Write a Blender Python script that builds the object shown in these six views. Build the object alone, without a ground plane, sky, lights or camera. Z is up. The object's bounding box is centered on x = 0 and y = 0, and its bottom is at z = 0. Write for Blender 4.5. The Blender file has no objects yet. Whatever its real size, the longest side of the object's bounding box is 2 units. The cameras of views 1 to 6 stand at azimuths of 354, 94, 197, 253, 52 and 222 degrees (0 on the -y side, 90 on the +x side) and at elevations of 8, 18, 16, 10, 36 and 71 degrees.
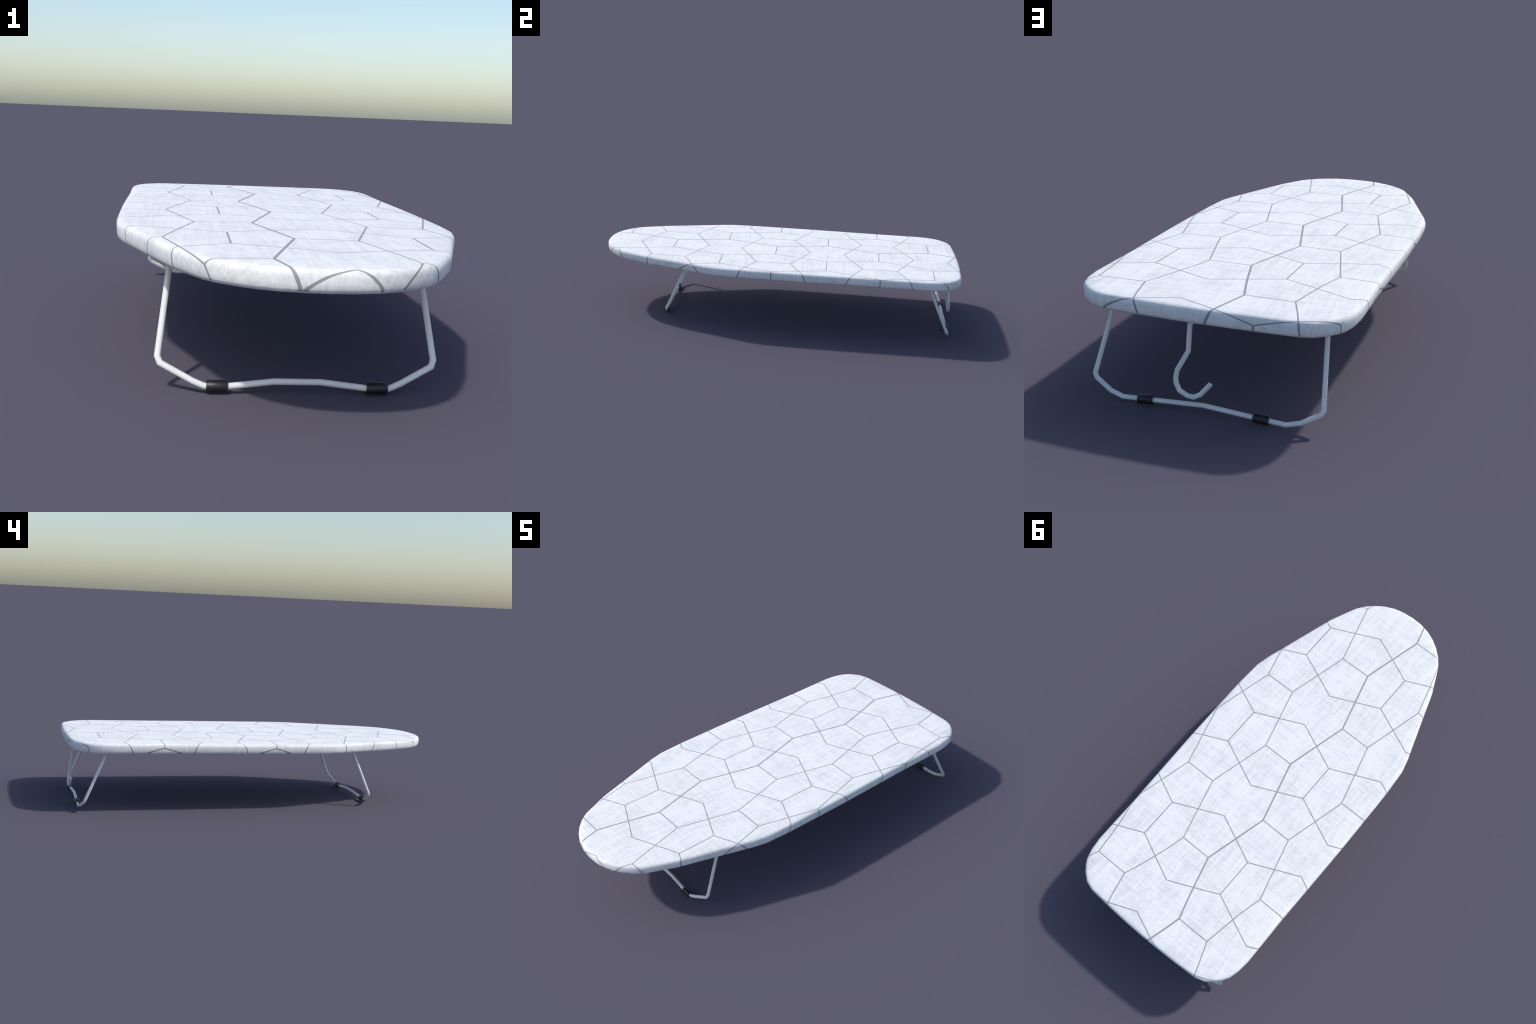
"""Tabletop ironing board: padded cover with a line print, two folding wire
leg frames with black rubber sleeves, and a wire hanging hook."""
import bpy, bmesh, math
from mathutils import Vector, Matrix

# ------------------------------------------------------------------ helpers
def new_object(name, mesh, parent=None):
    ob = bpy.data.objects.new(name, mesh)
    bpy.context.scene.collection.objects.link(ob)
    if parent is not None:
        ob.parent = parent
    return ob


def mesh_from(name, verts, faces, material):
    me = bpy.data.meshes.new(name)
    me.from_pydata(verts, [], faces)
    me.update()
    bm = bmesh.new()
    bm.from_mesh(me)
    bmesh.ops.recalc_face_normals(bm, faces=bm.faces)
    bm.to_mesh(me)
    bm.free()
    me.shade_smooth()
    me.materials.append(material)
    return me


class Nodes:
    """Small shorthand for wiring shader node trees."""
    def __init__(self, tree):
        self.t = tree

    def add(self, kind, **props):
        n = self.t.nodes.new(kind)
        for k, v in props.items():
            setattr(n, k, v)
        return n

    def feed(self, socket, value):
        if hasattr(value, "is_output"):
            self.t.links.new(value, socket)
        else:
            socket.default_value = value

    def math(self, op, a, b=0.0, c=0.0, clamp=False):
        n = self.add("ShaderNodeMath", operation=op, use_clamp=clamp)
        for s, v in zip(n.inputs, (a, b, c)):
            self.feed(s, v)
        return n.outputs[0]

    def smooth(self, x, lo, hi, out_lo=0.0, out_hi=1.0):
        n = self.add("ShaderNodeMapRange", interpolation_type='SMOOTHSTEP')
        for s, v in zip(n.inputs, (x, lo, hi, out_lo, out_hi)):
            self.feed(s, v)
        return n.outputs[0]

    def noise(self, vec, scale=1.0, detail=2.0, rough=0.5):
        n = self.add("ShaderNodeTexNoise")
        self.feed(n.inputs["Vector"], vec)
        n.inputs["Scale"].default_value = scale
        n.inputs["Detail"].default_value = detail
        n.inputs["Roughness"].default_value = rough
        return n.outputs["Fac"]

    def xyz(self, x, y, z=0.0):
        n = self.add("ShaderNodeCombineXYZ")
        for s, v in zip(n.inputs, (x, y, z)):
            self.feed(s, v)
        return n.outputs[0]

    def mix(self, fac, a, b):
        n = self.add("ShaderNodeMix", data_type='RGBA')
        self.feed(n.inputs["Factor"], fac)
        self.feed(n.inputs["A"], a)
        self.feed(n.inputs["B"], b)
        return n.outputs["Result"]


def new_material(name):
    m = bpy.data.materials.new(name)
    m.use_nodes = True
    nd = Nodes(m.node_tree)
    bsdf = m.node_tree.nodes["Principled BSDF"]
    return m, nd, bsdf


# ------------------------------------------------------------------ print of the cover
TOP_Z = 0.3615            # crown of the pad
CELL_X, CELL_Y = 0.4500, 0.5780   # repeat of the printed line pattern
ORIGIN_X, ORIGIN_Y = 0.0610, -0.0280
SKEW = 0.011              # the cloth is pulled on slightly askew
WRAP = 1.00               # how far the print runs down the sides


def cloth_material():
    m, nd, bsdf = new_material("printed_linen")
    tc = nd.add("ShaderNodeTexCoord")
    pos = nd.add("ShaderNodeSeparateXYZ")
    nd.feed(pos.inputs[0], tc.outputs["Object"])
    nor = nd.add("ShaderNodeSeparateXYZ")
    nd.feed(nor.inputs[0], tc.outputs["Normal"])
    px, py, pz = pos.outputs
    nx, ny, nz = nor.outputs
    # cloth coordinates: flat on the top, unrolled outward over the edge
    drop = nd.math('MAXIMUM', nd.math('SUBTRACT', 0.356, pz), 0.0)
    tail = nd.math('MULTIPLY', nd.smooth(py, 0.85, 0.97), nd.smooth(px, 0.20, 0.0))
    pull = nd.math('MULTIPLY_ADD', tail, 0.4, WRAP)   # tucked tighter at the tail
    drop = nd.math('MULTIPLY', drop, pull)
    ln = nd.math('SQRT', nd.math('ADD', nd.math('MULTIPLY', nx, nx),
                                 nd.math('ADD', nd.math('MULTIPLY', ny, ny), 1e-4)))
    cx = nd.math('ADD', px, nd.math('MULTIPLY', nd.math('DIVIDE', nx, ln), drop))
    cy = nd.math('ADD', py, nd.math('MULTIPLY', nd.math('DIVIDE', ny, ln), drop))

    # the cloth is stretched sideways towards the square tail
    slack = nd.smooth(cy, 0.6, 1.0, 1.0, 0.89)
    cx = nd.math('MULTIPLY', cx, slack)

    # fold the plane into one mirrored quarter of the repeat
    ox = nd.math('SUBTRACT', cx, ORIGIN_X)
    ox = nd.math('SUBTRACT', ox, nd.math('MULTIPLY', cy, SKEW))
    oy = nd.math('SUBTRACT', cy, ORIGIN_Y)

    def fold(v, period):
        t = nd.math('FRACT', nd.math('ADD', nd.math('DIVIDE', v, period), 0.5))
        t = nd.math('ABSOLUTE', nd.math('SUBTRACT', t, 0.5))
        return nd.math('MULTIPLY', t, period)
    fx = fold(ox, CELL_X)
    fy = fold(oy, CELL_Y)

    def segment(ax, ay, bx, by):
        """distance from the folded point to the stroke a-b"""
        dx, dy = bx - ax, by - ay
        l2 = dx * dx + dy * dy
        ux = nd.math('SUBTRACT', fx, ax)
        uy = nd.math('SUBTRACT', fy, ay)
        t = nd.math('ADD', nd.math('MULTIPLY', ux, dx / l2),
                    nd.math('MULTIPLY', uy, dy / l2), clamp=True)
        ex = nd.math('SUBTRACT', ux, nd.math('MULTIPLY', t, dx))
        ey = nd.math('SUBTRACT', uy, nd.math('MULTIPLY', t, dy))
        return nd.math('SQRT', nd.math('ADD', nd.math('MULTIPLY', ex, ex),
                                       nd.math('MULTIPLY', ey, ey)))
    hx, hy = CELL_X / 2, CELL_Y / 2
    # upright honeycomb
    short_a = segment(0, 0, 0.0745, 0)
    slope_a = segment(0.0745, 0, hx - 0.0745, hy)
    short_b = segment(hx - 0.0745, hy, hx, hy)
    # bands of flat honeycomb laid across it
    upright = segment(hx, 0, hx, 0.0940)
    slope_b = segment(hx, 0.0940, 0, 0.1950)

    thin = short_a
    for d in (short_b, upright, slope_b):
        thin = nd.math('MINIMUM', thin, d)
    # the zigzag that runs down the middle is printed bolder
    left = nd.math('LESS_THAN', ox, -0.05)
    right = nd.math('GREATER_THAN', ox, -0.175)
    bold = nd.math('MULTIPLY', left, right)
    slope_w = nd.math('ADD', 0.0023, nd.math('MULTIPLY', bold, 0.0011))

    wide = nd.math('MULTIPLY', nd.smooth(drop, 0.0, 0.02), 0.0008)

    def stroke(d, w):
        w = nd.math('ADD', w, wide)
        a = nd.math('SUBTRACT', w, 0.0006)
        b = nd.math('ADD', w, 0.0006)
        return nd.smooth(d, a, b, 1.0, 0.0)
    line = nd.math('MAXIMUM', stroke(thin, 0.0023), stroke(slope_a, slope_w))

    line = nd.math('MULTIPLY', line, nd.smooth(pz, 0.3095, 0.3112))  # hem below the rim is plain

    # woven streaks of grey thread in both directions, in soft patches
    def weave(sx, sy, off, detail=2.0):
        v = nd.xyz(nd.math('MULTIPLY', cx, sx), nd.math('MULTIPLY', cy, sy), off)
        return nd.noise(v, 1.0, detail, 0.6)
    warp = weave(95, 5, 1.3)          # long threads
    weft = weave(5, 110, 7.7)         # cross threads
    slub = weave(48, 16, 3.1, 4.0)    # short thick places
    nub = weave(200, 90, 5.9, 2.0)    # grain
    nub_c = weave(70, 220, 9.4, 2.0)
    fine_weft = weave(16, 280, 13.2, 1.0)
    patch = weave(9, 6, 11.0, 2.0)    # softly worn patches
    total = nd.math('MULTIPLY', warp, 0.30)
    for layer, amount in ((weft, 0.30), (slub, 0.26), (nub, 0.24), (nub_c, 0.26), (fine_weft, 0.18), (patch, 0.25)):
        total = nd.math('MULTIPLY_ADD', layer, amount, total)
    grey = nd.smooth(total, 0.78, 1.10, 0.0, 0.66)
    fine = nd.math('MULTIPLY_ADD', nub, 0.5, nd.math('MULTIPLY', nub_c, 0.5))

    cloth = nd.mix(grey, (0.890, 0.897, 0.888, 1), (0.575, 0.580, 0.580, 1))
    ink = nd.mix(grey, (0.345, 0.355, 0.365, 1), (0.29, 0.297, 0.305, 1))
    colour = nd.mix(line, cloth, ink)
    nd.feed(bsdf.inputs["Base Color"], colour)
    bsdf.inputs["Roughness"].default_value = 0.85
    bsdf.inputs["Specular IOR Level"].default_value = 0.2
    bump = nd.add("ShaderNodeBump")
    bump.inputs["Strength"].default_value = 0.10
    bump.inputs["Distance"].default_value = 0.002
    nd.feed(bump.inputs["Height"], fine)
    nd.feed(bsdf.inputs["Normal"], bump.outputs[0])
    return m


def enamel_material():
    m, nd, bsdf = new_material("white_enamelled_wire")
    tc = nd.add("ShaderNodeTexCoord")
    n = nd.noise(tc.outputs["Object"], 25.0, 3.0)
    nd.feed(bsdf.inputs["Base Color"],
            nd.mix(nd.smooth(n, 0.3, 0.7), (0.83, 0.83, 0.82, 1), (0.79, 0.79, 0.78, 1)))
    bsdf.inputs["Roughness"].default_value = 0.28
    return m


def rubber_material():
    m, nd, bsdf = new_material("black_rubber")
    tc = nd.add("ShaderNodeTexCoord")
    n = nd.noise(tc.outputs["Object"], 60.0, 3.0)
    nd.feed(bsdf.inputs["Base Color"],
            nd.mix(nd.smooth(n, 0.3, 0.7), (0.012, 0.012, 0.013, 1), (0.020, 0.020, 0.021, 1)))
    bsdf.inputs["Roughness"].default_value = 0.42
    return m


CLOTH, ENAMEL, RUBBER = cloth_material(), enamel_material(), rubber_material()

# ------------------------------------------------------------------ the padded board
# right-hand half of the plan outline, nose (-y) to square tail (+y)
HALF_PLAN = [(0.000, -1.000), (0.052, -0.997), (0.102, -0.985), (0.148, -0.964),
             (0.186, -0.938), (0.222, -0.905), (0.250, -0.868), (0.273, -0.820),
             (0.311, -0.735), (0.361, -0.580), (0.402, -0.452), (0.420, -0.398),
             (0.437, -0.328), (0.4440, -0.200), (0.4453, -0.020), (0.4453, 0.150),
             (0.442, 0.390), (0.439, 0.555), (0.440, 0.700), (0.440, 0.792),
             (0.434, 0.848), (0.422, 0.893), (0.406, 0.920), (0.384, 0.946),
             (0.347, 0.9755), (0.305, 0.9885), (0.200, 0.9950), (0.090, 0.9990),
             (0.000, 1.0000)]
# edge profile: inset from the widest outline, height
EDGE = [(0.050, 0.3574), (0.0140, 0.3562), (0.0072, 0.3544), (0.0026, 0.3504),
        (0.0005, 0.3450), (0.000, 0.3380), (0.0010, 0.3260), (0.0030, 0.3160),
        (0.0056, 0.3120), (0.012, 0.3064), (0.022, 0.3050)]
TILT = 0.0009             # the pad is a touch fuller towards the tail


def plan_outline():
    left = [(-x, y) for x, y in reversed(HALF_PLAN[1:-1])]
    return [Vector(p) for p in HALF_PLAN + left]


def inset(outline, d):
    """mitred inset of the plan outline"""
    n = len(outline)
    out = []
    for i in range(n):
        a = (outline[i] - outline[i - 1]).normalized()
        b = (outline[(i + 1) % n] - outline[i]).normalized()
        na, nb = Vector((-a.y, a.x)), Vector((-b.y, b.x))
        mitre = (na + nb).normalized()
        out.append(outline[i] + mitre * (d / max(0.5, mitre.dot(na))))
    return out


def build_cover(parent):
    plan = plan_outline()
    n = len(plan)
    verts, faces = [], []
    rings = []

    def ring(pts, zf):
        start = len(verts)
        for p in pts:
            z = zf(p)
            lift = TILT * p.y * min(1.0, max(0.0, (z - 0.325) / 0.025))
            verts.append((p.x, p.y, z + lift))
        rings.append(start)
    # top crown: rings shrinking towards the centre line of the board
    inner = inset(plan, EDGE[0][0])
    for f in (0.02, 0.35, 0.7, 0.9):
        pts = [Vector((p.x * f, p.y * (0.62 + 0.38 * f))) for p in inner]
        z = TOP_Z - (TOP_Z - EDGE[0][1]) * f ** 2
        ring(pts, lambda p, z=z: z)
    for d, z in EDGE:
        ring(inset(plan, d), lambda p, z=z: z)
    inner = inset(plan, EDGE[-1][0])
    for f in (0.7, 0.35, 0.02):
        pts = [Vector((p.x * f, p.y * (0.62 + 0.38 * f))) for p in inner]
        ring(pts, lambda p: EDGE[-1][1])
    for a, b in zip(rings, rings[1:]):
        for i in range(n):
            j = (i + 1) % n
            faces.append((a + i, b + i, b + j, a + j))
    # close the seams along the centre line with strips of quads
    half = n // 2
    for s in (rings[0], rings[-1]):
        faces.append((s, s + 1, s + n - 1))
        for i in range(1, half - 1):
            faces.append((s + i, s + i + 1, s + n - i - 1, s + n - i))
        faces.append((s + half - 1, s + half, s + half + 1))
    me = mesh_from("padded_cover", verts, faces, CLOTH)
    return new_object("padded_cover", me, parent)


# ------------------------------------------------------------------ bent wire
WIRE_R = 0.0078


def sweep(path, radius, sides=12):
    """round wire along a polyline with mitred bends and closed ends"""
    path = [Vector(p) for p in path]
    verts, faces = [], []
    tang = [(path[i + 1] - path[i]).normalized() for i in range(len(path) - 1)]
    u = tang[0].orthogonal().normalized()
    for i, p in enumerate(path):
        t0 = tang[max(0, i - 1)]
        t1 = tang[min(len(tang) - 1, i)]
        if i > 0:
            u = t0.rotation_difference(t1) @ u if i < len(tang) else u
        # cut plane of the mitre
        cut = (t0 + t1).normalized()
        w = t1.cross(u).normalized()
        for k in range(sides):
            a = 2 * math.pi * k / sides
            o = (u * math.cos(a) + w * math.sin(a)) * radius
            o -= t1 * (o.dot(cut) / t1.dot(cut))
            verts.append(p + o)
    m = len(path)
    for i in range(m - 1):
        for k in range(sides):
            l = (k + 1) % sides
            faces.append((i * sides + k, i * sides + l, (i + 1) * sides + l, (i + 1) * sides + k))
    faces.append(tuple(range(sides)))
    faces.append(tuple((m - 1) * sides + k for k in range(sides)))
    return verts, faces


def wire_object(name, path, parent):
    v, f = sweep(path, WIRE_R)
    me = mesh_from(name, v, f, ENAMEL)
    me.set_sharp_from_angle(angle=math.radians(62))
    return new_object(name, me, parent)


def sleeve_mesh():
    """hollow rubber sleeve along x with rounded rims"""
    L, R, r, c = 0.0246, 0.0147, 0.0080, 0.0014
    prof = [(-L, r), (-L, R - c), (-L + c * .35, R - c * .35), (-L + c, R), (L - c, R),
            (L - c * .35, R - c * .35), (L, R - c), (L, r), (L - 0.006, r - 0.0012), (-L + 0.006, r - 0.0012)]
    sides = 20
    verts, faces = [], []
    for x, q in prof:
        for k in range(sides):
            a = 2 * math.pi * k / sides
            verts.append((x, q * math.cos(a), q * math.sin(a)))
    m = len(prof)
    for i in range(m):
        for k in range(sides):
            a, b, l = i, (i + 1) % m, (k + 1) % sides
            faces.append((a * sides + k, a * sides + l, b * sides + l, b * sides + k))
    me = mesh_from("foot_sleeve", verts, faces, RUBBER)
    me.set_sharp_from_angle(angle=math.radians(50))
    return me


SLEEVE = sleeve_mesh()


def mirror_path(half):
    return half + [(-x, y, z) for x, y, z in reversed(half) if x > 1e-6]


FRONT = [(0.2980, -0.4980, 0.3150), (0.3255, -0.5980, 0.0790), (0.3195, -0.6040, 0.0640),
         (0.2435, -0.6200, 0.0260), (0.2170, -0.6240, 0.0155), (0.1600, -0.6235, 0.0155),
         (0.0550, -0.6200, 0.0270)]
BACK = [(0.3430, 0.8115, 0.3150), (0.3700, 0.9255, 0.0690), (0.3620, 0.9300, 0.0560),
        (0.3070, 0.9425, 0.0262), (0.2640, 0.9470, 0.0152), (0.1600, 0.9450, 0.0202),
        (0.0000, 0.9415, 0.0287)]
HOOK = [(0.018, 0.890, 0.314), (0.035, 0.930, 0.2985), (0.0445, 0.942, 0.283),
        (0.045, 0.952, 0.202), (0.077, 0.960, 0.140), (0.081, 0.962, 0.117),
        (0.079, 0.964, 0.099), (0.067, 0.967, 0.078), (0.041, 0.968, 0.0655),
        (0.019, 0.969, 0.064), (-0.002, 0.967, 0.076), (-0.031, 0.963, 0.112)]


def build_leg(half, parent):
    frame = wire_object("leg_frame", mirror_path(half), parent)
    # sleeves follow the foot rail at x = +-0.187
    a, b = Vector(half[4]), Vector(half[5])
    for side in (1, -1):
        t = (a.x - 0.187) / (a.x - b.x)
        p = a.lerp(b, t)
        d = (a - b).normalized()
        p.x *= side
        d.x *= side
        ob = new_object("foot_sleeve", SLEEVE, frame)
        ob.rotation_mode = 'QUATERNION'
        ob.rotation_quaternion = Vector((1, 0, 0)).rotation_difference(d if side > 0 else d * -1)
        ob.location = p
    return frame


root = bpy.data.objects.new("ironing_board", None)
bpy.context.scene.collection.objects.link(root)
root["label"] = "tabletop ironing board, white printed cover, white wire legs"
root["category"] = "ironing board"

build_cover(root)
build_leg(FRONT, root)
build_leg(BACK, root)
wire_object("hanging_hook", HOOK, root)
